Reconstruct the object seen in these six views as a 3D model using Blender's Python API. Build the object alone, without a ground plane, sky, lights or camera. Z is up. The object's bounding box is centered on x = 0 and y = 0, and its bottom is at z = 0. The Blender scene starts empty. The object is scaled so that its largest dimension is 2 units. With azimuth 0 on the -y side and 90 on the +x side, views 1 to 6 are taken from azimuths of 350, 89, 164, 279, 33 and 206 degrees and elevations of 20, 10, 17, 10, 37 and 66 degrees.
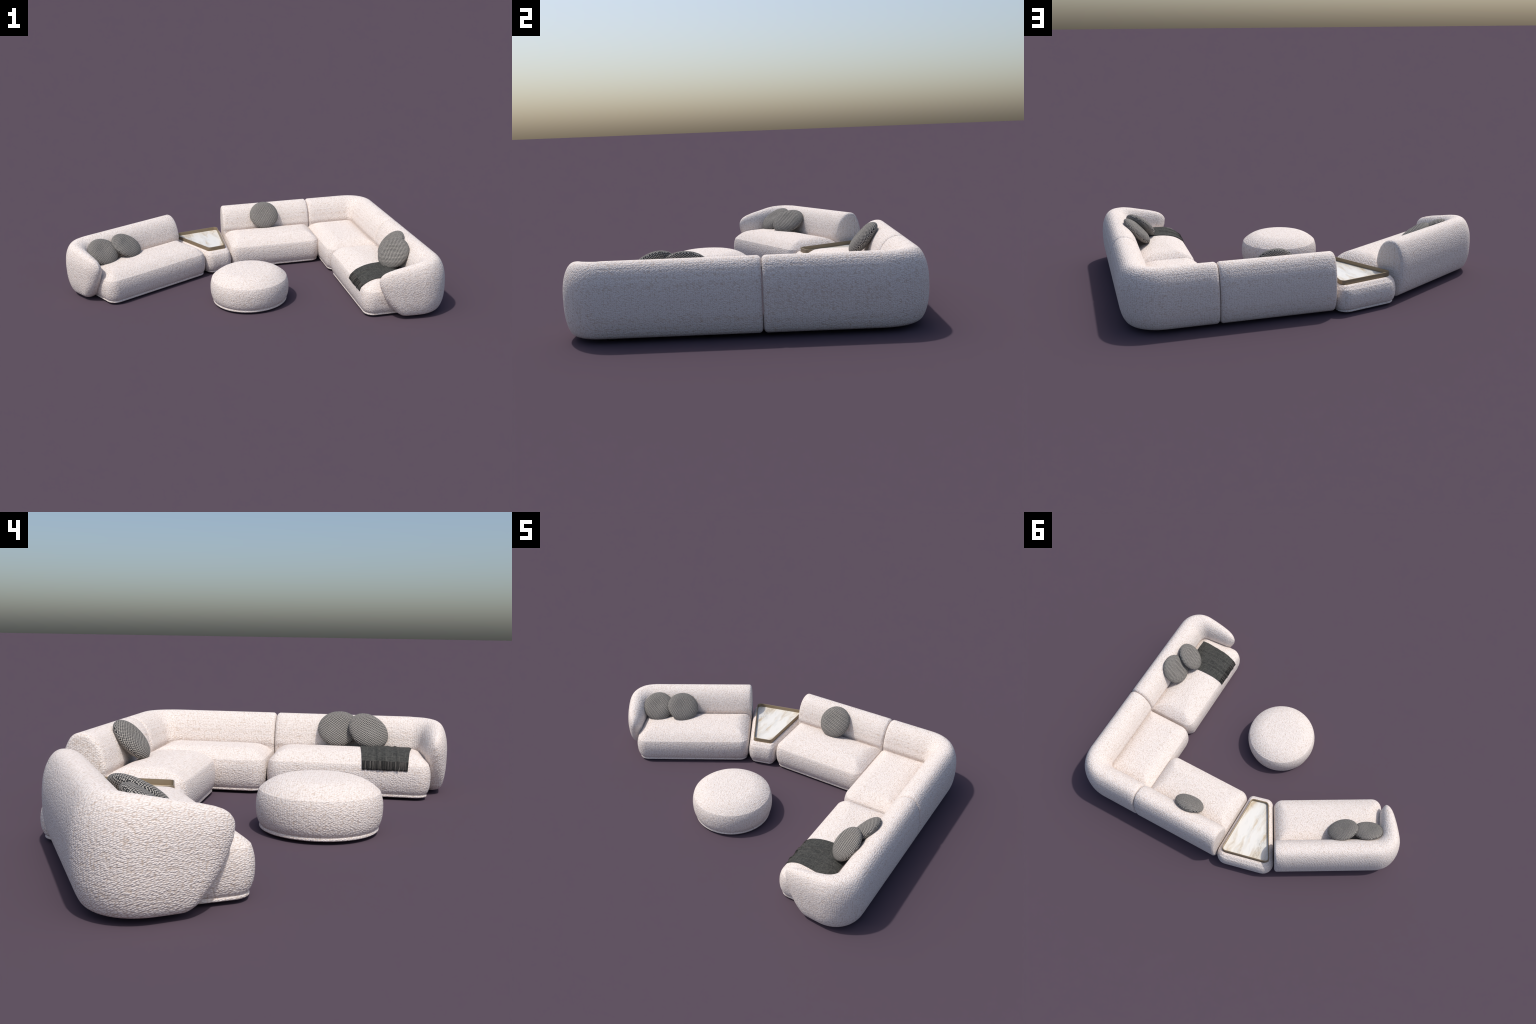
# Modular boucle sectional sofa: two arm sofas, armless sofa, corner sofa, side
# table with marble tray, round ottoman, five herringbone pillows and a throw.
import bpy, bmesh, math, random
from mathutils import Vector, Matrix, noise
from mathutils.bvhtree import BVHTree

random.seed(7)
SCENE = bpy.context.scene.collection


# ------------------------------------------------------------------ helpers
def catmull(rows, n):
    """Refine a list of number tuples with a Catmull-Rom curve, n steps per span."""
    out = []
    m = len(rows)
    for i in range(m - 1):
        p0, p1 = rows[max(i - 1, 0)], rows[i]
        p2, p3 = rows[i + 1], rows[min(i + 2, m - 1)]
        for k in range(n):
            t = k / n
            out.append(tuple(
                0.5 * (2 * b + (c - a) * t + (2 * a - 5 * b + 4 * c - d) * t * t
                       + (3 * b - a - 3 * c + d) * t ** 3)
                for a, b, c, d in zip(p0, p1, p2, p3)))
    out.append(tuple(rows[-1]))
    return out


def lerp_table(table, x):
    if x <= table[0][0]:
        return table[0][1]
    for (a, fa), (b, fb) in zip(table, table[1:]):
        if x <= b:
            return fa + (fb - fa) * (x - a) / (b - a)
    return table[-1][1]


def add_object(name, mesh, parent=None, mat=None, location=(0, 0, 0)):
    ob = bpy.data.objects.new(name, mesh)
    SCENE.objects.link(ob)
    ob.location = location
    if mat:
        mesh.materials.append(mat)
    if parent:
        ob.parent = parent
    return ob


def empty(name, label, category, location):
    ob = bpy.data.objects.new(name, None)
    ob.empty_display_size = 0.05
    SCENE.objects.link(ob)
    ob.location = location
    ob["label"] = label
    ob["category"] = category
    return ob


def mesh_from(name, verts, faces, origin=(0, 0, 0), smooth=True, merge=1e-5):
    me = bpy.data.meshes.new(name)
    bm = bmesh.new()
    o = Vector(origin)
    vs = [bm.verts.new(Vector(v) - o) for v in verts]
    for f in faces:
        if len(set(f)) >= 3:
            try:
                bm.faces.new([vs[i] for i in f])
            except ValueError:
                pass
    bmesh.ops.remove_doubles(bm, verts=bm.verts, dist=merge)
    bmesh.ops.recalc_face_normals(bm, faces=bm.faces)
    for f in bm.faces:
        f.smooth = smooth
    bm.to_mesh(me)
    bm.free()
    return me


# --------------------------------------------------------------- materials
class Nodes:
    def __init__(self, name):
        self.mat = bpy.data.materials.new(name)
        self.mat.use_nodes = True
        self.t = self.mat.node_tree
        self.t.nodes.clear()
        self.out = self.t.nodes.new("ShaderNodeOutputMaterial")
        self.bsdf = self.t.nodes.new("ShaderNodeBsdfPrincipled")
        self.t.links.new(self.bsdf.outputs[0], self.out.inputs[0])

    def put(self, sock, val):
        if isinstance(val, bpy.types.NodeSocket):
            self.t.links.new(val, sock)
        elif val is not None:
            sock.default_value = val

    def node(self, kind, out=0, props=None, **ins):
        n = self.t.nodes.new(kind)
        for k, v in (props or {}).items():
            setattr(n, k, v)
        for k, v in ins.items():
            key = int(k[1:]) if k[0] == "i" and k[1:].isdigit() else k.replace("_", " ")
            self.put(n.inputs[key], v)
        return n.outputs[out]

    def math(self, op, a, b=None, c=None, clamp=False):
        return self.node("ShaderNodeMath", props=dict(operation=op, use_clamp=clamp),
                         i0=a, i1=b, i2=c)

    def coords(self, scale=(1, 1, 1), rot=(0, 0, 0)):
        tc = self.node("ShaderNodeTexCoord", out=3)
        return self.node("ShaderNodeMapping", Vector=tc, Scale=scale, Rotation=rot)

    def mix(self, f, a, b):
        n = self.t.nodes.new("ShaderNodeMix")
        n.data_type = "RGBA"
        self.put(n.inputs[0], f)
        self.put(n.inputs[6], a)
        self.put(n.inputs[7], b)
        return n.outputs[2]

    def ramp(self, f, lo, hi, a=0.0, b=1.0):
        return self.node("ShaderNodeMapRange", Value=f, From_Min=lo, From_Max=hi,
                         To_Min=a, To_Max=b)

    def bump(self, h, strength, dist):
        return self.node("ShaderNodeBump", Height=h, Strength=strength, Distance=dist)


def rgb(r, g, b):
    return (r, g, b, 1.0)


def boucle_material():
    m = Nodes("boucle_fabric")
    c = m.coords()
    sp = m.t.nodes.new("ShaderNodeSeparateXYZ")
    m.put(sp.inputs[0], c)
    lean = m.math("MULTIPLY_ADD", m.math("ADD", sp.outputs[0], sp.outputs[1]), 0.42, sp.outputs[2])
    cb = m.t.nodes.new("ShaderNodeCombineXYZ")
    for k, o in enumerate((sp.outputs[0], sp.outputs[1], lean)):
        m.put(cb.inputs[k], o)
    warp = m.node("ShaderNodeTexNoise", out=1, Vector=c, Scale=60.0, Detail=2.0)
    off = m.node("ShaderNodeVectorMath", props=dict(operation="MULTIPLY_ADD"),
                 i0=warp, i1=(0.0038, 0.0038, 0.0038), i2=cb.outputs[0])
    knots_v = m.node("ShaderNodeMapping", Vector=off, Scale=(128, 128, 208))
    knot = m.node("ShaderNodeTexVoronoi", props=dict(feature="SMOOTH_F1"),
                  Vector=knots_v, Scale=1.0, Randomness=0.60, Smoothness=0.15)
    patch = m.node("ShaderNodeTexNoise", Vector=c, Scale=80.0, Detail=3.0)
    fine = m.node("ShaderNodeTexNoise", Vector=c, Scale=420.0, Detail=2.0)
    gap = m.ramp(knot, 0.36, 0.72)
    gap = m.math("MULTIPLY", gap, m.ramp(patch, 0.35, 0.62, 0.45, 1.0), clamp=True)
    gap = m.math("MULTIPLY", gap, m.ramp(fine, 0.35, 0.62, 0.25, 1.0), clamp=True)
    col = m.mix(gap, rgb(*BOUCLE_WHITE), rgb(*BOUCLE_TAN))
    m.put(m.bsdf.inputs["Base Color"], col)
    m.put(m.bsdf.inputs["Roughness"], 0.92)
    m.put(m.bsdf.inputs["Specular IOR Level"], 0.15)
    h = m.math("SUBTRACT", 1.0, knot)
    h = m.math("ADD", h, m.math("MULTIPLY", fine, 0.3))
    h = m.math("ADD", h, m.math("MULTIPLY", patch, 0.35))
    m.put(m.bsdf.inputs["Normal"], m.bump(h, 0.72, 0.0034))
    return m.mat


def herringbone_material():
    m = Nodes("herringbone_weave")
    c = m.coords()
    sep = m.t.nodes.new("ShaderNodeSeparateXYZ")
    m.put(sep.inputs[0], c)
    # the weave wraps over the rim instead of smearing along it
    wrap = m.ramp(m.math("ABSOLUTE", sep.outputs[2]), 0.0, 0.034, 1.24, 1.0)
    x = m.math("MULTIPLY", sep.outputs[0], wrap)
    y = m.math("MULTIPLY", sep.outputs[1], wrap)
    zig = m.math("PINGPONG", m.math("DIVIDE", x, 0.0152), 0.5)     # 0..0.5
    ph = m.math("ADD", m.math("DIVIDE", y, 0.0099), m.math("MULTIPLY", zig, 1.95))
    f = m.math("FRACT", ph)
    tri = m.math("ABSOLUTE", m.math("SUBTRACT", f, 0.5))            # 0..0.5
    stripe = m.ramp(tri, 0.25, 0.33)
    tex = m.node("ShaderNodeTexNoise", Vector=c, Scale=500.0, Detail=2.0)
    light = m.mix(m.ramp(tex, 0.35, 0.65), rgb(0.295, 0.275, 0.25), rgb(0.49, 0.465, 0.425))
    dark = m.mix(m.ramp(tex, 0.35, 0.65), rgb(0.013, 0.014, 0.016), rgb(0.032, 0.033, 0.035))
    m.put(m.bsdf.inputs["Base Color"], m.mix(stripe, dark, light))
    m.put(m.bsdf.inputs["Roughness"], 0.9)
    m.put(m.bsdf.inputs["Specular IOR Level"], 0.2)
    h = m.math("ADD", m.math("MULTIPLY", stripe, 0.6), m.math("MULTIPLY", tex, 0.5))
    m.put(m.bsdf.inputs["Normal"], m.bump(h, 0.4, 0.0015))
    return m.mat


def throw_material(fringe=False):
    m = Nodes("throw_fringe_yarn" if fringe else "throw_cloth")
    c = m.coords()
    tex = m.node("ShaderNodeTexNoise", Vector=c, Scale=120.0, Detail=3.0)
    if fringe:
        rnd = m.node("ShaderNodeTexNoise", Vector=m.coords((1, 260, 1)), Scale=1.0, Detail=1.0)
        col = m.mix(m.ramp(rnd, 0.50, 0.72), rgb(0.026, 0.026, 0.025), rgb(0.19, 0.175, 0.16))
    else:
        sep = m.t.nodes.new("ShaderNodeSeparateXYZ")
        m.put(sep.inputs[0], c)
        down = m.math("ADD", sep.outputs[0], sep.outputs[2])
        v = m.t.nodes.new("ShaderNodeCombineXYZ")
        m.put(v.inputs[0], sep.outputs[1])
        m.put(v.inputs[1], down)
        wob = m.node("ShaderNodeTexNoise", out=1, Vector=c, Scale=14.0, Detail=1.0)
        vv = m.node("ShaderNodeVectorMath", props=dict(operation="MULTIPLY_ADD"),
                    i0=wob, i1=(0.008, 0.008, 0.0), i2=v.outputs[0])
        bt = m.t.nodes.new("ShaderNodeTexBrick")
        m.put(bt.inputs["Vector"], vv)
        for k, val in dict(Scale=1.0).items():
            m.put(bt.inputs[k], val)
        bt.inputs["Mortar Size"].default_value = 0.0009
        bt.inputs["Mortar Smooth"].default_value = 0.2
        bt.inputs["Brick Width"].default_value = 0.052
        bt.inputs["Row Height"].default_value = 0.040
        lines = bt.outputs["Fac"]
        vor = m.node("ShaderNodeTexVoronoi", props=dict(feature="DISTANCE_TO_EDGE"),
                     Vector=vv, Scale=26.0)
        crack = m.ramp(vor, 0.014, 0.026, 0.38, 0.0)
        cell = m.node("ShaderNodeTexVoronoi", Vector=vv, Scale=26.0, out=1)
        seph = m.t.nodes.new("ShaderNodeSeparateColor")
        m.put(seph.inputs[0], cell)
        hatch = m.math("FRACT", m.math("DIVIDE", m.math("ADD", down, m.math(
            "MULTIPLY", sep.outputs[1], m.math("SUBTRACT", m.math("MULTIPLY", seph.outputs[1], 4.0), 2.0))), 0.0055))
        hatch = m.math("MULTIPLY", m.math("LESS_THAN", hatch, 0.22),
                       m.math("GREATER_THAN", seph.outputs[0], 0.45))
        msk = m.math("MAXIMUM", m.math("MAXIMUM", lines, crack), m.math("MULTIPLY", hatch, 0.5))
        base = m.mix(m.ramp(tex, 0.3, 0.7), rgb(0.031, 0.032, 0.030), rgb(0.066, 0.067, 0.062))
        col = m.mix(m.math("MULTIPLY", msk, 0.6), base, rgb(0.115, 0.11, 0.10))
    m.put(m.bsdf.inputs["Base Color"], col)
    m.put(m.bsdf.inputs["Roughness"], 0.95)
    m.put(m.bsdf.inputs["Specular IOR Level"], 0.15)
    m.put(m.bsdf.inputs["Normal"], m.bump(tex, 0.35, 0.002))
    return m.mat


def brass_material():
    m = Nodes("aged_brass")
    c = m.coords()
    tex = m.node("ShaderNodeTexNoise", Vector=c, Scale=40.0, Detail=4.0)
    m.put(m.bsdf.inputs["Base Color"], m.mix(tex, rgb(0.235, 0.18, 0.112), rgb(0.285, 0.22, 0.14)))
    m.put(m.bsdf.inputs["Metallic"], 0.35)
    m.put(m.bsdf.inputs["Roughness"], 0.42)
    return m.mat


def marble_material():
    m = Nodes("veined_marble")
    c = m.coords()
    rot = m.node("ShaderNodeMapping", Vector=c, Rotation=(0, 0, math.radians(-4)))
    warp = m.node("ShaderNodeTexNoise", out=1, Vector=rot, Scale=11.0, Detail=4.0)
    w = m.node("ShaderNodeVectorMath", props=dict(operation="MULTIPLY_ADD"),
               i0=warp, i1=(0.045, 0.06, 0.0), i2=rot)
    st = m.node("ShaderNodeMapping", Vector=w, Scale=(1.25, 0.30, 1.0))
    n1 = m.node("ShaderNodeTexNoise", Vector=st, Scale=26.0, Detail=6.0, Roughness=0.6)
    n2 = m.node("ShaderNodeTexNoise", Vector=st, Scale=48.0, Detail=5.0, Roughness=0.65)
    n3 = m.node("ShaderNodeTexNoise", Vector=st, Scale=12.0, Detail=3.0)
    beige = m.math("MULTIPLY", m.ramp(n3, 0.42, 0.56), m.ramp(n1, 0.38, 0.56), clamp=True)
    grey = m.ramp(n1, 0.50, 0.38, 0.0, 0.5)
    vein = m.ramp(m.math("ABSOLUTE", m.math("SUBTRACT", n2, 0.5)), 0.0, 0.014, 1.0, 0.0)
    vein = m.math("MULTIPLY", vein, m.ramp(n3, 0.44, 0.54), clamp=True)
    col = m.mix(beige, rgb(0.75, 0.73, 0.68), rgb(0.56, 0.47, 0.34))
    col = m.mix(grey, col, rgb(0.58, 0.575, 0.54))
    col = m.mix(m.math("MULTIPLY", vein, 0.75), col, rgb(0.17, 0.13, 0.10))
    m.put(m.bsdf.inputs["Base Color"], col)
    m.put(m.bsdf.inputs["Roughness"], 0.25)
    return m.mat


def plain_material(name, color, rough):
    m = Nodes(name)
    m.put(m.bsdf.inputs["Base Color"], rgb(*color))
    m.put(m.bsdf.inputs["Roughness"], rough)
    return m.mat


BOUCLE_WHITE = (0.79, 0.727, 0.69)
BOUCLE_TAN = (0.50, 0.385, 0.30)
BOUCLE = boucle_material()
HERRING = herringbone_material()
THROW = throw_material()
FRINGE = throw_material(True)
BRASS = brass_material()
MARBLE = marble_material()
FOOT = plain_material("black_foot", (0.02, 0.02, 0.02), 0.6)


# -------------------------------------------------- rounded polygon cushions
def rounded_loop(corners, radii, inset, per_corner=9, per_edge=10, rmin=0.012, edge_scale=None):
    """Polygon (counter-clockwise) with every edge moved inward and corners rounded."""
    n = len(corners)
    P = [Vector(c) for c in corners]
    off = []
    for i in range(n):
        a, b, c = P[i - 1], P[i], P[(i + 1) % n]
        d1, d2 = (b - a).normalized(), (c - b).normalized()
        n1, n2 = Vector((-d1.y, d1.x)), Vector((-d2.y, d2.x))
        e1 = inset * (edge_scale[i - 1] if edge_scale else 1.0)
        e2 = inset * (edge_scale[i] if edge_scale else 1.0)
        det = n1.x * n2.y - n1.y * n2.x
        shift = Vector(((e1 * n2.y - e2 * n1.y) / det, (n1.x * e2 - n2.x * e1) / det))
        off.append((b + shift, d1, d2))
    arcs = []
    for i, (p, d1, d2) in enumerate(off):
        r = max(radii[i] - inset * 0.75, rmin)
        ang = d1.angle(d2)
        t = r * math.tan(ang / 2)
        s = p - d1 * t
        ctr = s + Vector((-d1.y, d1.x)) * r
        arc = []
        a0 = math.atan2((s - ctr).y, (s - ctr).x)
        for k in range(per_corner):
            a = a0 + ang * k / (per_corner - 1)
            arc.append(ctr + Vector((math.cos(a), math.sin(a))) * r)
        arcs.append(arc)
    loop = []
    for i in range(n):
        loop += arcs[i]
        a, b = arcs[i][-1], arcs[(i + 1) % n][0]
        loop += [a.lerp(b, k / per_edge) for k in range(1, per_edge)]
    return loop


def cushion_mesh(name, corners, radii, levels, crown, origin, cap_loops=10, edge_scale=None):
    """levels: (z, inset) from the bottom up; the top then rises by `crown`."""
    verts, faces, loops = [], [], []
    zb, ib = levels[0]
    seq = [(zb, ib + 0.02)] + list(levels)
    for z, ins in seq:
        lp = rounded_loop(corners, radii, ins, edge_scale=edge_scale)
        loops.append([(p.x, p.y, z) for p in lp])
    last = loops[-1]
    cx = sum(p[0] for p in last) / len(last)
    cy = sum(p[1] for p in last) / len(last)
    zt = levels[-1][0]
    slope = (levels[-1][0] - levels[-2][0]) / max(levels[-1][1] - levels[-2][1], 1e-4)
    for k in range(1, cap_loops):
        f = 1 - k / cap_loops
        z = zt + crown * (1 - f * f)
        loops.append([(cx + (p[0] - cx) * f, cy + (p[1] - cy) * f, z) for p in last])
    n = len(last)
    for lp in loops:
        verts += lp
    for j in range(len(loops) - 1):
        for i in range(n):
            faces.append((j * n + i, j * n + (i + 1) % n, (j + 1) * n + (i + 1) % n, (j + 1) * n + i))
    verts.append((cx, cy, zt + crown))
    c = len(verts) - 1
    j = len(loops) - 1
    for i in range(n):
        faces.append((j * n + i, j * n + (i + 1) % n, c))
    faces.append(tuple(range(n))[::-1])
    return mesh_from(name, verts, faces, origin)


SEAT_SIDE = [(0.020, 0.0170), (0.024, 0.0125), (0.034, 0.0070), (0.052, 0.0022), (0.075, 0.0),
             (0.098, 0.0003), (0.116, 0.0028), (0.130, 0.0066), (0.1400, 0.0104)]
SEAT_TOP = [(0.1400, 0.0104), (0.1480, 0.0190), (0.1590, 0.0330), (0.1690, 0.0495), (0.1775, 0.0690),
            (0.1840, 0.0930)]
SEAT_LEVELS = catmull(SEAT_SIDE, 3) + catmull(SEAT_TOP, 3)[1:]
SEAT_SEAM = 0.1400
TABLE_SIDE = [(0.020, 0.0150), (0.024, 0.0105), (0.034, 0.0055), (0.050, 0.0012), (0.068, 0.0),
              (0.085, 0.0008), (0.100, 0.0034), (0.112, 0.0072), (0.1200, 0.0106)]
TABLE_TOP = [(0.1200, 0.0106), (0.1240, 0.0140), (0.130, 0.0205), (0.1360, 0.0265), (0.1392, 0.0335), (0.1398, 0.0430)]
TABLE_LEVELS = catmull(TABLE_SIDE, 3) + catmull(TABLE_TOP, 3)[1:] + [(0.1310, 0.0465)]
TABLE_SEAM = 0.1200


def mark_seam(me, z):
    """Hard seam where the top panel is sewn to the side panel."""
    at = [abs(v.co.z - z) < 1e-5 for v in me.vertices]
    for e in me.edges:
        if at[e.vertices[0]] and at[e.vertices[1]]:
            e.use_edge_sharp = True


PLINTH = [(0.0080, 0.0240), (0.0082, 0.0170), (0.0095, 0.0138), (0.0120, 0.0120), (0.0165, 0.0125),
          (0.0205, 0.0150), (0.0225, 0.0200), (0.0225, 0.0260)]


def plinth_mesh(name, corners, radii, origin):
    verts, faces = [], []
    lv = catmull(PLINTH, 2)
    for z, ins in lv:
        verts += [(p.x, p.y, z) for p in rounded_loop(corners, radii, ins)]
    n = len(verts) // len(lv)
    for j in range(len(lv) - 1):
        for i in range(n):
            faces.append((j * n + i, j * n + (i + 1) % n, (j + 1) * n + (i + 1) % n, (j + 1) * n + i))
    faces.append(tuple(range(n))[::-1])
    faces.append(tuple(range((len(lv) - 1) * n, len(lv) * n)))
    return mesh_from(name, verts, faces, origin)


def foot_mesh():
    verts, faces, n = [], [], 16
    for z, r in ((0.0, 0.013), (0.012, 0.014)):
        verts += [(r * math.cos(2 * math.pi * i / n), r * math.sin(2 * math.pi * i / n), z) for i in range(n)]
    for i in range(n):
        faces.append((i, (i + 1) % n, n + (i + 1) % n, n + i))
    faces += [tuple(range(n))[::-1], tuple(range(n, 2 * n))]
    return mesh_from("foot", verts, faces, smooth=False)


FOOT_MESH = foot_mesh()
FOOT_MESH.materials.append(FOOT)


def add_feet(parent, points):
    o = parent.location
    for x, y in points:
        ob = bpy.data.objects.new("foot", FOOT_MESH)
        SCENE.objects.link(ob)
        ob.location = (x - o.x, y - o.y, 0)
        ob.parent = parent


def ccw(corners, radii, scale):
    a = sum(p[0] * q[1] - q[0] * p[1] for p, q in zip(corners, corners[1:] + corners[:1]))
    n = len(corners)
    if a > 0:
        return corners, radii, scale
    return corners[::-1], radii[::-1], [scale[(n - 2 - j) % n] for j in range(n)]


# ----------------------------------------------- backrest / armrest sweeps
# Cross-section levels of the backrest: height, inner and outer position
# across the thickness (0 = foremost inner point, 1 = rearmost bulge).
BACK_SECTION = [
    (0.0115, 0.32, 0.52), (0.0120, 0.20, 0.63), (0.0150, 0.10, 0.735), (0.024, 0.05, 0.828),
    (0.040, 0.04, 0.892), (0.062, 0.03, 0.942), (0.090, 0.03, 0.980), (0.120, 0.03, 0.997),
    (0.148, 0.035, 1.002), (0.162, 0.030, 1.002), (0.173, 0.008, 1.000), (0.185, 0.0, 0.997),
    (0.206, 0.022, 0.985), (0.229, 0.055, 0.962), (0.251, 0.105, 0.924), (0.270, 0.172, 0.874),
    (0.2855, 0.252, 0.818), (0.2965, 0.342, 0.755), (0.3030, 0.432, 0.690), (0.3060, 0.510, 0.630),
    (0.3066, 0.573, 0.573)]
LEVELS = catmull(BACK_SECTION, 3)


def inset_level(lv, ins, width):
    z, a, b = lv
    s = 1 - 2 * ins / width
    zc = 0.155
    return (zc + (z - zc) * (1 - ins / 0.15), 0.5 + (a - 0.5) * s, 0.5 + (b - 0.5) * s)


CAP_ROUND = [(0.0, 0.0165), (0.0010, 0.0118), (0.0032, 0.0072), (0.0070, 0.0032), (0.0110, 0.0011),
             (0.0140, 0.0)]


def sweep_back(stations, to_world, cap_start=True, cap_end=True):
    """stations: list of functions level -> (inner point, outer point, z)."""
    rows = []
    for st in stations:
        row = []
        for lv in LEVELS:
            pi, po, z = st(lv)
            row.append((to_world(pi[0], pi[1], z), to_world(po[0], po[1], z)))
        rows.append(row)
    m = len(LEVELS)
    verts, faces, tags = [], [], []
    idx = lambda s, l, side: (s * m + l) * 2 + side
    for row in rows:
        for a, b in row:
            verts += [a, b]
    for s in range(len(rows) - 1):
        for l in range(m - 1):
            faces.append((idx(s, l, 0), idx(s + 1, l, 0), idx(s + 1, l + 1, 0), idx(s, l + 1, 0)))
            faces.append((idx(s, l, 1), idx(s, l + 1, 1), idx(s + 1, l + 1, 1), idx(s + 1, l, 1)))
            tags += [s, s]
        faces.append((idx(s, 0, 0), idx(s, 0, 1), idx(s + 1, 0, 1), idx(s + 1, 0, 0)))
        tags.append(s)
    for s, on in ((0, cap_start), (len(rows) - 1, cap_end)):
        if on:
            for l in range(m - 1):
                faces.append((idx(s, l, 0), idx(s, l, 1), idx(s, l + 1, 1), idx(s, l + 1, 0)))
                tags.append(min(s, len(rows) - 2))
    return verts, faces, tags


def finish_split(verts, faces, tags, groups, origin):
    """Build one smooth surface, then separate it into named meshes that keep
    the whole surface's vertex normals."""
    bm = bmesh.new()
    o = Vector(origin)
    lay = bm.faces.layers.int.new("part")
    vs = [bm.verts.new(Vector(v) - o) for v in verts]
    for f, t in zip(faces, tags):
        try:
            face = bm.faces.new([vs[i] for i in f])
        except ValueError:
            continue
        for gi, (nm, lo, hi) in enumerate(groups):
            if lo <= t < hi:
                face[lay] = gi
    bmesh.ops.remove_doubles(bm, verts=bm.verts, dist=2e-5)
    bmesh.ops.dissolve_degenerate(bm, edges=bm.edges, dist=1e-6)
    bmesh.ops.recalc_face_normals(bm, faces=bm.faces)
    bm.normal_update()
    bm.verts.index_update()
    normals = [v.normal.copy() for v in bm.verts]
    out = []
    for gi, (nm, lo, hi) in enumerate(groups):
        remap, co, fc, nr = {}, [], [], []
        for f in bm.faces:
            if f[lay] != gi:
                continue
            ids = []
            for v in f.verts:
                if v.index not in remap:
                    remap[v.index] = len(co)
                    co.append(v.co[:])
                    nr.append(normals[v.index])
                ids.append(remap[v.index])
            fc.append(ids)
        me = bpy.data.meshes.new(nm)
        me.from_pydata(co, [], fc)
        me.polygons.foreach_set("use_smooth", [True] * len(me.polygons))
        me.update()
        me.normals_split_custom_set_from_vertices([n[:] for n in nr])
        out.append((nm, me))
    bm.free()
    return out


INNER_V, OUTER_V = 0.270, 0.435
WIDTH = OUTER_V - INNER_V


def blend(pi, po, lv):
    z, a, b = lv
    d = (po[0] - pi[0], po[1] - pi[1])
    return ((pi[0] + d[0] * a, pi[1] + d[1] * a), (pi[0] + d[0] * b, pi[1] + d[1] * b), z)


def straight_station(u, ins=0.0):
    def st(lv):
        l2 = inset_level(lv, ins, WIDTH) if ins else lv
        return blend((u, INNER_V), (u, OUTER_V), l2)
    return st


def capped_start(u0):
    return [straight_station(u0 + du, ins) for du, ins in CAP_ROUND]


def capped_end(u1):
    return [straight_station(u1 - du, ins) for du, ins in reversed(CAP_ROUND)]


ARM_OUT_U, ARM_IN_U = 0.766, 0.645
TIP_V = 0.054
TIP_RETRACT = [(0.006, 0.135), (0.013, 0.118), (0.033, 0.090), (0.075, 0.056), (0.115, 0.031), (0.15, 0.015),
               (0.18, 0.004), (0.205, 0.0)]
ARM_DROP = [(0.054, 0.28), (0.060, 0.38), (0.070, 0.48), (0.085, 0.56), (0.108, 0.632), (0.147, 0.715),
            (0.204, 0.805), (0.25, 0.885), (0.29, 0.945), (0.34, 0.985), (0.38, 1.0)]


def bend_station(t):
    a = t * math.pi / 2
    ri, ro = 0.042, 0.155
    ci = (ARM_IN_U - ri, INNER_V - ri)
    co = (ARM_OUT_U - ro, OUTER_V - ro)
    pi = (ci[0] + ri * math.sin(a), ci[1] + ri * math.cos(a))
    po = (co[0] + ro * math.sin(a), co[1] + ro * math.cos(a))
    # superelliptic fullness of the outer corner
    k = 1 + 0.012 * math.sin(2 * a) ** 2
    po = (co[0] + (po[0] - co[0]) * k, co[1] + (po[1] - co[1]) * k)
    vm = 0.5 * (pi[1] + po[1])
    drop = lerp_table(ARM_DROP, vm)

    def st(lv):
        z = lv[0]
        if z > 0.18:
            z = 0.18 + (z - 0.18) * drop
        x, y, _ = blend(pi, po, lv)
        return x, y, z
    return st


def arm_station(s):
    ri, ro = 0.042, 0.155
    vi0, vo0 = INNER_V - ri, OUTER_V - ro
    e = max(0.0, (s - 0.70) / 0.30)
    pinch = max(0.0, 1 - e ** 2.3) ** 0.5

    def st(lv):
        z = lv[0]
        vm_guess = 0.5 * (vi0 + vo0) * (1 - s) + TIP_V * s
        if z > 0.18:
            z = 0.18 + (z - 0.18) * lerp_table(ARM_DROP, vm_guess)
        r = lerp_table(TIP_RETRACT, z)
        tip = TIP_V + r
        vi = vi0 + (tip - vi0) * s
        vo = vo0 + (tip - vo0) * s
        si = max(0.0, (vi0 - vi) / (vi0 - TIP_V))
        so = max(0.0, (vo0 - vo) / (vo0 - TIP_V))
        pi = (ARM_IN_U + 0.022 * si, vi)
        po = (ARM_OUT_U - 0.009 * so - 0.029 * so * so, vo)
        c = ((pi[0] + po[0]) / 2, (pi[1] + po[1]) / 2)
        pi = (c[0] + (pi[0] - c[0]) * pinch, c[1] + (pi[1] - c[1]) * pinch)
        po = (c[0] + (po[0] - c[0]) * pinch, c[1] + (po[1] - c[1]) * pinch)
        x, y, _ = blend(pi, po, lv)
        return x, y, z
    return st


def seat_parts(parent, corners, radii, origin, levels=SEAT_LEVELS, crown=0.007, name="seat",
               scale=(1, 1, 1, 1)):
    """scale: how strongly the edge after each corner is rounded over."""
    corners, radii, scale = ccw(list(corners), list(radii), list(scale))
    ob = add_object(name, cushion_mesh(name, corners, radii, levels, crown, origin, edge_scale=scale), parent, BOUCLE)
    mark_seam(ob.data, TABLE_SEAM if levels is TABLE_LEVELS else SEAT_SEAM)
    add_object("plinth", plinth_mesh("plinth", corners, radii, origin), parent, BOUCLE)


def local_map(origin, ux, vx):
    def f(u, v, z=0.0):
        return (origin[0] + ux[0] * u + vx[0] * v, origin[1] + ux[1] * u + vx[1] * v, z)
    return f


SEAT_FRONT = -0.018
SEAT_BACK = 0.302


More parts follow.
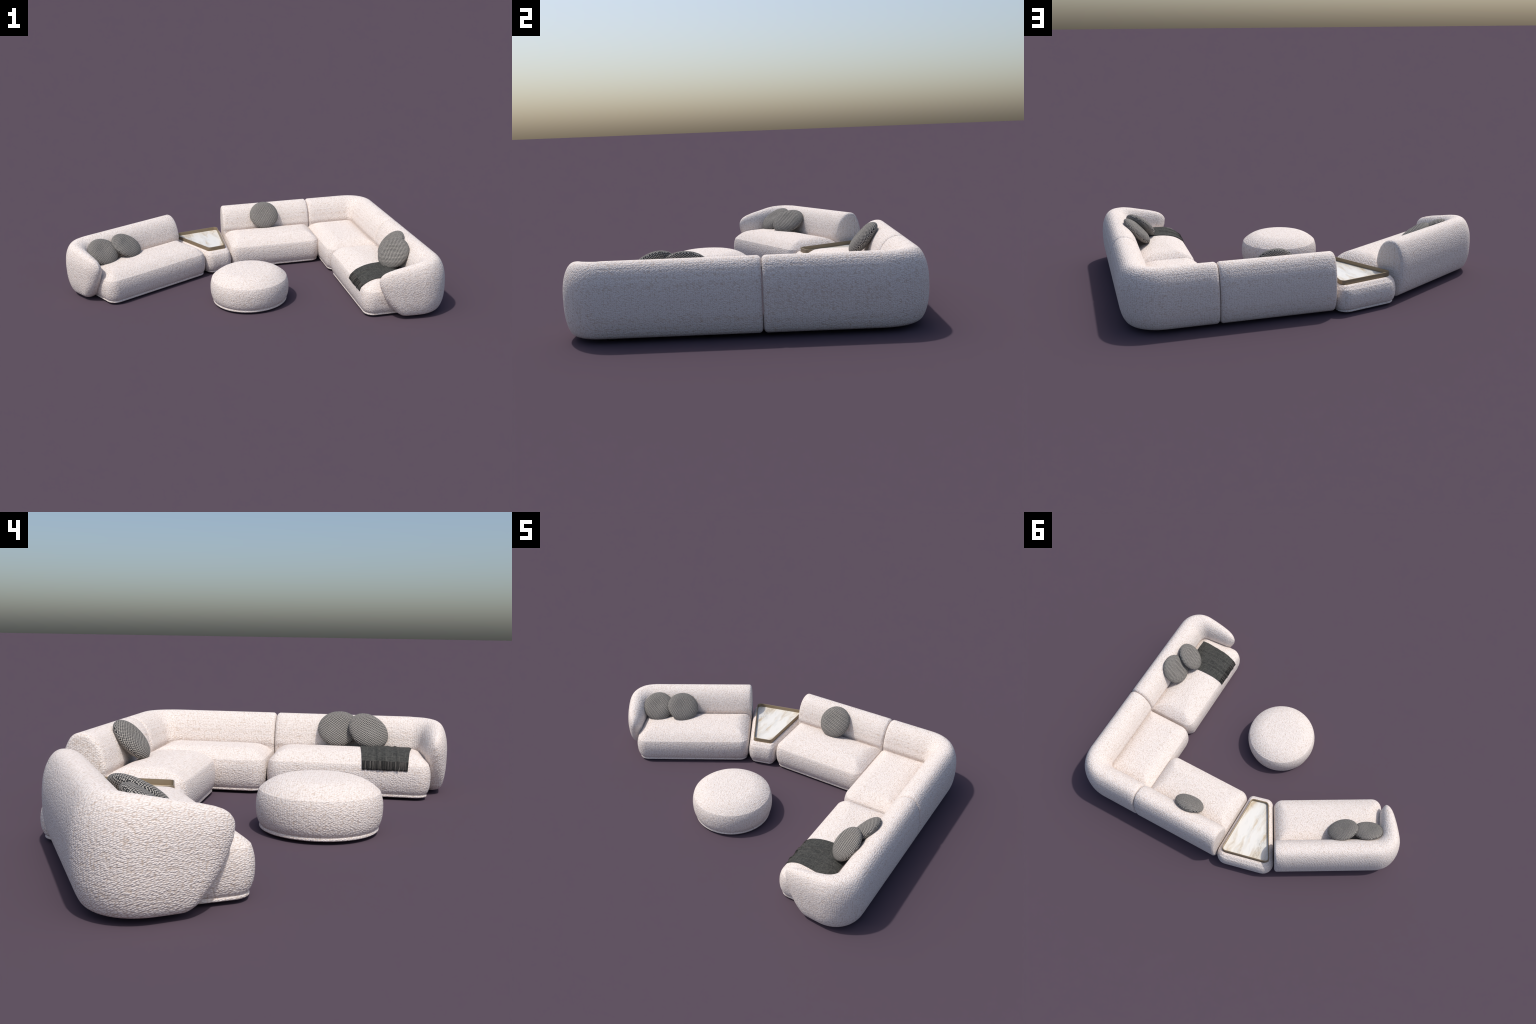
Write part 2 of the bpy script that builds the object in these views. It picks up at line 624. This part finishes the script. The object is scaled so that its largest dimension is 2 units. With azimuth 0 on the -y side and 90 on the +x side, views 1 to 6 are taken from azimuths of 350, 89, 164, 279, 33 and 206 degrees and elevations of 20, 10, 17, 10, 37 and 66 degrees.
def arm_sofa(origin, ux, vx, front=SEAT_FRONT):
    w = local_map(origin, ux, vx)
    base = w(0.33, 0.2)
    top = empty("arm_sofa", "cream boucle two seat sofa with one wrapping arm", "sofa", base)
    st = capped_start(0.0012)
    st += [straight_station(0.0012 + 0.0140 + (ARM_IN_U - 0.042 - 0.0152) * i / 14) for i in range(1, 15)]
    nb = len(st) - 1
    st += [bend_station(i / 14) for i in range(1, 15)]
    st += [arm_station(math.sin(i / 26 * math.pi / 2)) for i in range(1, 27)]
    v, f, t = sweep_back(st, w, cap_end=False)
    for nm, me in finish_split(v, f, t, [("backrest", 0, nb), ("armrest", nb, 9999)], base):
        add_object(nm, me, top, BOUCLE)
    c = [w(0.003, front)[:2], w(0.684, front)[:2], w(0.684, SEAT_BACK)[:2], w(0.003, SEAT_BACK)[:2]]
    seat_parts(top, c, [0.055, 0.062, 0.06, 0.02], base, scale=(1, 0.9, 1, 0.8))
    add_feet(top, [w(a, b)[:2] for a in (0.08, 0.58) for b in (0.06, 0.34)])
    return top, w


def armless_sofa(origin, ux, vx, u0, u1):
    w = local_map(origin, ux, vx)
    base = w((u0 + u1) / 2, 0.2)
    top = empty("armless_sofa", "cream boucle armless sofa seat with low rounded back", "sofa", base)
    st = capped_start(u0)
    st += [straight_station(u0 + 0.014 + (u1 - u0 - 0.028) * i / 12) for i in range(1, 12)]
    st += capped_end(u1)
    v, f, t = sweep_back(st, w)
    (nm, me), = finish_split(v, f, t, [("backrest", 0, 9999)], base)
    add_object(nm, me, top, BOUCLE)
    c = [w(u0, SEAT_FRONT)[:2], w(u1, SEAT_FRONT)[:2], w(u1, SEAT_BACK)[:2], w(u0, SEAT_BACK)[:2]]
    seat_parts(top, c, [0.055, 0.055, 0.02, 0.02], base, scale=(1, 0.8, 1, 0.8))
    add_feet(top, [w(a, b)[:2] for a in (u0 + 0.08, u1 - 0.08) for b in (0.06, 0.34)])


def corner_sofa():
    x0, x1 = 0.5525, 1.0
    y0, y1 = 0.0555, 0.7095
    base = ((x0 + x1) / 2, (y0 + y1) / 2, 0)
    top = empty("corner_sofa", "cream boucle corner seat with rounded L shaped back", "sofa", base)
    ri, ro = 0.035, 0.205
    xi, yi = x1 - WIDTH, y1 - WIDTH
    st = []

    def fixed(pi, po, ins=0.0):
        def s(lv):
            l2 = inset_level(lv, ins, WIDTH) if ins else lv
            return blend(pi, po, l2)
        return s
    for d, ins in CAP_ROUND:
        st.append(fixed((x0 + d, yi), (x0 + d, y1), ins))
    for i in range(1, 9):
        a = i / 8
        st.append(fixed((x0 + 0.014 + (xi - ri - x0 - 0.014) * a, yi), (x0 + 0.014 + (x1 - ro - x0 - 0.014) * a, y1)))
    for i in range(1, 21):
        a = i / 20 * math.pi / 2
        k = 1 + 0.03 * math.sin(2 * a) ** 2
        st.append(fixed((xi - ri + ri * math.sin(a), yi - ri + ri * math.cos(a)),
                        (x1 - ro + ro * k * math.sin(a), y1 - ro + ro * k * math.cos(a))))
    for i in range(1, 13):
        a = i / 12
        st.append(fixed((xi, (yi - ri) + (y0 + 0.014 - yi + ri) * a), (x1, (y1 - ro) + (y0 + 0.014 - y1 + ro) * a)))
    for d, ins in list(reversed(CAP_ROUND))[1:]:
        st.append(fixed((xi, y0 + d), (x1, y0 + d), ins))
    v, f, t = sweep_back(st, lambda a, b, z: (a, b, z))
    (nm, me), = finish_split(v, f, t, [("backrest", 0, 9999)], base)
    add_object(nm, me, top, BOUCLE)
    c = [(0.540, y0), (xi + 0.032, y0), (xi + 0.032, yi + 0.032), (0.540, yi + 0.032)]
    seat_parts(top, c, [0.065, 0.02, 0.03, 0.02], base, scale=(0.8, 1, 1, 0.9), crown=0.003)
    add_feet(top, [(0.63, 0.13), (0.90, 0.13), (0.63, 0.6), (0.88, 0.6)])


# ------------------------------------------------------------ build modules
C30, S30 = math.cos(math.radians(30)), math.sin(math.radians(30))
right_sofa, right_map = arm_sofa((0.565, 0.055), (0, -1), (1, 0))
left_sofa, left_map = arm_sofa((-0.1725, 0.2388), (-C30, -S30), (-S30, C30), -0.0245)
armless_sofa((0.0, 0.2748), (1, 0), (0, 1), -0.017, 0.5512)
corner_sofa()


def side_table():
    base = (-0.17, 0.46, 0)
    top = empty("side_table", "cream boucle wedge side table with marble brass tray", "side table", base)
    corners = [(-0.0180, 0.248), (-0.0180, 0.7265), (-0.397, 0.635), (-0.160, 0.211)]
    radii = [0.035, 0.06, 0.065, 0.05]
    cs, rs = corners, radii
    seat_parts(top, cs, rs, base, TABLE_LEVELS, 0.0, "cushion_base", scale=(0.65, 1, 0.65, 1))
    add_feet(top, [(-0.07, 0.32), (-0.15, 0.30), (-0.08, 0.63), (-0.30, 0.58)])
    # tray: brass rim on a floor, marble slab inside
    tray = bpy.data.objects.new("tray", None)
    SCENE.objects.link(tray)
    tray.parent = top
    tray.empty_display_size = 0.03
    tray_corners = [(-0.0470, 0.2860), (-0.0470, 0.669), (-0.345, 0.5985), (-0.1515, 0.259)]
    tray_radii = [0.022] * 4
    prof = [(0.1310, 0.0012), (0.1310, 0.0006), (0.1314, 0.0002), (0.1325, 0.0), (0.1605, 0.0),
            (0.1616, 0.0004), (0.1620, 0.0012), (0.1620, 0.0030), (0.1616, 0.0038), (0.1605, 0.0042),
            (0.1322, 0.0042)]
    verts, faces = [], []
    for z, ins in prof:
        verts += [(p.x, p.y, z) for p in rounded_loop(tray_corners, tray_radii, ins)]
    n = len(verts) // len(prof)
    for j in range(len(prof) - 1):
        for i in range(n):
            faces.append((j * n + i, j * n + (i + 1) % n, (j + 1) * n + (i + 1) % n, (j + 1) * n + i))
    faces.append(tuple(range(n))[::-1])
    faces.append(tuple(range((len(prof) - 1) * n, len(prof) * n)))
    me = mesh_from("rim", verts, faces, base)
    ob = add_object("rim", me, tray, BRASS)
    me.set_sharp_from_angle(angle=math.radians(35))
    verts, faces = [], []
    slab = [(0.1324, 0.0044), (0.1410, 0.0044), (0.1416, 0.0050)]
    for z, ins in slab:
        verts += [(p.x, p.y, z) for p in rounded_loop(tray_corners, tray_radii, ins)]
    for j in range(len(slab) - 1):
        for i in range(n):
            faces.append((j * n + i, j * n + (i + 1) % n, (j + 1) * n + (i + 1) % n, (j + 1) * n + i))
    faces.append(tuple(range(n))[::-1])
    faces.append(tuple(range((len(slab) - 1) * n, len(slab) * n)))
    me = mesh_from("marble_top", verts, faces, base)
    add_object("marble_top", me, tray, MARBLE)
    me.set_sharp_from_angle(angle=math.radians(35))


side_table()


def ottoman():
    c = (0.012, -0.2105)
    R = 0.2178
    top = empty("ottoman", "round cream boucle ottoman pouf", "ottoman", (c[0], c[1], 0))
    n = 96

    def ring_mesh(name, levels, crown, close):
        verts, faces, loops = [], [], []
        for z, ins in levels:
            loops.append((R - ins, z))
        if crown:
            r0, z0 = loops[-1]
            loops += [(r0 * (1 - k / 12), z0 + crown * (1 - (1 - k / 12) ** 2)) for k in range(1, 12)]
        for r, z in loops:
            verts += [(c[0] + r * math.cos(2 * math.pi * i / n), c[1] + r * math.sin(2 * math.pi * i / n), z)
                      for i in range(n)]
        m = len(loops)
        for j in range(m - 1):
            for i in range(n):
                faces.append((j * n + i, j * n + (i + 1) % n, (j + 1) * n + (i + 1) % n, (j + 1) * n + i))
        faces.append(tuple(range(n))[::-1])
        if crown:
            verts.append((c[0], c[1], loops[-1][1] + 0.0001))
            for i in range(n):
                faces.append(((m - 1) * n + i, (m - 1) * n + (i + 1) % n, m * n))
        else:
            faces.append(tuple(range((m - 1) * n, m * n)))
        return mesh_from(name, verts, faces, (c[0], c[1], 0))
    ob = add_object("seat", ring_mesh("seat", SEAT_LEVELS, 0.005, False), top, BOUCLE)
    mark_seam(ob.data, SEAT_SEAM)
    add_object("plinth", ring_mesh("plinth", catmull(PLINTH, 2), 0, True), top, BOUCLE)
    add_feet(top, [(c[0] + 0.13 * math.cos(a), c[1] + 0.13 * math.sin(a)) for a in (0.4, 1.97, 3.54, 5.11)])


ottoman()


# ---------------------------------------------------------------- pillows
def pillow(center, azimuth, tilt, radius, half, spin, seed):
    nlat, nlon = 28, 64
    verts, faces = [], []
    sv = Vector((seed * 3.1, seed * 1.7, 0.0))
    for j in range(nlat + 1):
        th = -math.pi / 2 + math.pi * j / nlat
        cr = math.copysign(abs(math.cos(th)) ** 0.86, math.cos(th))
        sz = math.copysign(abs(math.sin(th)) ** 1.0, math.sin(th))
        for i in range(nlon):
            a = 2 * math.pi * i / nlon
            p = Vector((radius * cr * math.cos(a), radius * cr * math.sin(a), half * sz))
            q = p * 14 + sv
            d = noise.noise(q) * 0.0035 + noise.noise(q * 0.5) * 0.0035
            edge = 1 + 0.018 * noise.noise(Vector((math.cos(a) * 1.3, math.sin(a) * 1.3, seed * 2.0)))
            p.x *= edge
            p.y *= edge
            dimple = 1 - 0.26 * math.exp(-(abs(cr) / 0.42) ** 2)
            p.z = p.z * dimple + math.copysign(1, sz) * d * abs(sz)
            verts.append(p)
    for j in range(nlat):
        for i in range(nlon):
            faces.append((j * nlon + i, j * nlon + (i + 1) % nlon, (j + 1) * nlon + (i + 1) % nlon, (j + 1) * nlon + i))
    me = mesh_from("round_pillow", verts, faces, merge=1e-5)
    ob = add_object("round_pillow", me, None, HERRING, center)
    nrm = Vector((math.cos(azimuth) * math.cos(tilt), math.sin(azimuth) * math.cos(tilt), math.sin(tilt)))
    x = Vector((0, 0, 1)).cross(nrm).normalized()
    y = nrm.cross(x)
    rot = Matrix((x, y, nrm)).transposed() @ Matrix.Rotation(spin, 3, "Z")
    ob.rotation_euler = rot.to_euler()
    ob["label"] = "round grey herringbone scatter pillow"
    ob["category"] = "pillow"


pillow((-0.7802, 0.1529, 0.2379), -1.0195, 0.9137, 0.0905, 0.0315, -0.20, 1)
pillow((-0.6452, 0.2220, 0.2400), -0.6010, 0.9673, 0.0925, 0.031, -0.32, 2)
pillow((0.2478, 0.5328, 0.2549), -1.6265, 0.7321, 0.0920, 0.034, 0.0, 3)
pillow((0.7949, -0.3669, 0.2519), 3.7081, 0.7452, 0.0930, 0.0325, -0.30, 4)
pillow((0.8279, -0.2358, 0.2554), 3.1166, 0.7676, 0.0930, 0.0314, 0.0, 5)


# ------------------------------------------------------------- throw blanket
def throw_blanket():
    seat = next(o for o in right_sofa.children if o.name.startswith("seat"))
    bm = bmesh.new()
    bm.from_mesh(seat.data)
    bm.transform(Matrix.Translation(right_sofa.location))
    tree = BVHTree.FromBMesh(bm)
    bm.free()
    base = Vector((0.69, -0.44, 0.0))
    top = empty("throw_blanket", "dark grey patterned throw blanket with fringe", "blanket", base)

    cx, cz = 0.70, 0.07
    ncol = 90

    def path(y):
        pts = []
        for k in range(241):
            a = math.radians(-62 + 160 * k / 240)           # from the back to the front
            d = Vector((-math.sin(a), 0, math.cos(a)))
            hit = tree.ray_cast(Vector((cx, y, cz)), d)
            if hit[0] is None:
                continue
            pts.append((hit[0], hit[1] if hit[1].dot(d) > 0 else -hit[1]))
        acc = [0.0]
        for p, q in zip(pts, pts[1:]):
            acc.append(acc[-1] + (q[0] - p[0]).length)
        # zero the length where the cloth starts at the back (x = 0.813)
        s0 = next(acc[i] for i in range(len(pts)) if pts[i][0].x < 0.813)
        return pts, [a - s0 for a in acc]

    def at(pa, s):
        pts, acc = pa
        for i in range(len(acc) - 1):
            if acc[i] <= s <= acc[i + 1]:
                t = (s - acc[i]) / max(acc[i + 1] - acc[i], 1e-9)
                return pts[i][0].lerp(pts[i + 1][0], t), pts[i][1].lerp(pts[i + 1][1], t).normalized()
        return pts[-1]

    paths = {}

    def point(c, s, length):
        # columns run from the pillow side (c = 0) to the arm side (c = 1)
        f = s / length
        y_back = -0.330 - 0.226 * c
        y_front = -0.345 - 0.189 * c
        y = y_back + (y_front - y_back) * f
        key = round(y * 500)
        if key not in paths:
            paths[key] = path(key / 500)
        p, n = at(paths[key], s)
        p = Vector((p.x, y, p.z))
        fold = 0.0
        for fc, wd, ht, sk in ((0.33, 0.032, 0.0115, 0.05), (0.395, 0.016, -0.003, 0.05), (0.52, 0.040, 0.0065, -0.10),
                               (0.72, 0.022, 0.0055, 0.10)):
            g = (c - fc - sk * (f - 0.5)) / wd
            fold += ht * 0.9 * math.exp(-g * g) * (0.5 + 0.9 * f * (1 - 0.6 * f)) * (
                0.7 + 0.6 * noise.noise(Vector((fc * 40, f * 3.5, 4.0))))
        fold += 0.0016 * noise.noise(Vector((c * 7, f * 7, 1.0))) + 0.0012
        return p + n * (0.0032 + max(fold, 0.0))

    pts, acc = path(-0.44)
    hem = next(a for (p, nn), a in zip(pts, acc) if p.x < 0.6 and p.z < 0.121)
    fringe_len = 0.040
    cloth_len = hem - fringe_len * 0.95
    nrow = 90
    verts, faces = [], []
    for side in (0.0, 0.0022):
        for j in range(nrow + 1):
            for i in range(ncol + 1):
                p = point(i / ncol, cloth_len * j / nrow, cloth_len)
                verts.append(p - Vector((0, 0, 0)) if side == 0 else p - (p - Vector((cx, p.y, cz))).normalized() * side)
    n1 = (nrow + 1) * (ncol + 1)
    q = lambda j, i: j * (ncol + 1) + i
    for j in range(nrow):
        for i in range(ncol):
            a = (q(j, i), q(j, i + 1), q(j + 1, i + 1), q(j + 1, i))
            faces.append(a)
            faces.append(tuple(n1 + k for k in a)[::-1])
    rim = [q(0, i) for i in range(ncol + 1)] + [q(j, ncol) for j in range(1, nrow + 1)]
    rim += [q(nrow, i) for i in range(ncol - 1, -1, -1)] + [q(j, 0) for j in range(nrow - 1, 0, -1)]
    for a, b in zip(rim, rim[1:] + rim[:1]):
        faces.append((a, b, n1 + b, n1 + a))
    add_object("cloth", mesh_from("cloth", verts, faces, base, merge=1e-7), top, THROW)

    # fringe: thin twisted strands along the front hem
    rng = random.Random(3)
    verts, faces = [], []
    count = 330
    for k in range(count):
        c = (k + 0.5 + rng.uniform(-0.4, 0.4)) / count
        drift = rng.uniform(-0.012, 0.012)
        ln = fringe_len * rng.uniform(0.92, 1.03)
        r = rng.uniform(0.00055, 0.0009)
        lift = rng.uniform(-0.001, 0.0008)
        steps = 6
        ring0 = len(verts)
        for s in range(steps + 1):
            f = s / steps
            p = point(min(max(c + drift * f, 0), 1), cloth_len - 0.002 + ln * f, cloth_len)
            d = (p - Vector((cx, p.y, cz))).normalized()
            p = p + d * (lift - 0.0008)
            for a in range(4):
                ang = math.pi / 2 * a
                verts.append(p + d * (r * math.sin(ang)) + Vector((0, r * math.cos(ang), 0)))
        for s in range(steps):
            for a in range(4):
                i0 = ring0 + s * 4
                faces.append((i0 + a, i0 + (a + 1) % 4, i0 + 4 + (a + 1) % 4, i0 + 4 + a))
        faces.append((ring0 + steps * 4, ring0 + steps * 4 + 1, ring0 + steps * 4 + 2, ring0 + steps * 4 + 3))
    fr = add_object("fringe", mesh_from("fringe", verts, faces, base, merge=1e-7), top, FRINGE)
    fr["kind"] = "stuff"


throw_blanket()
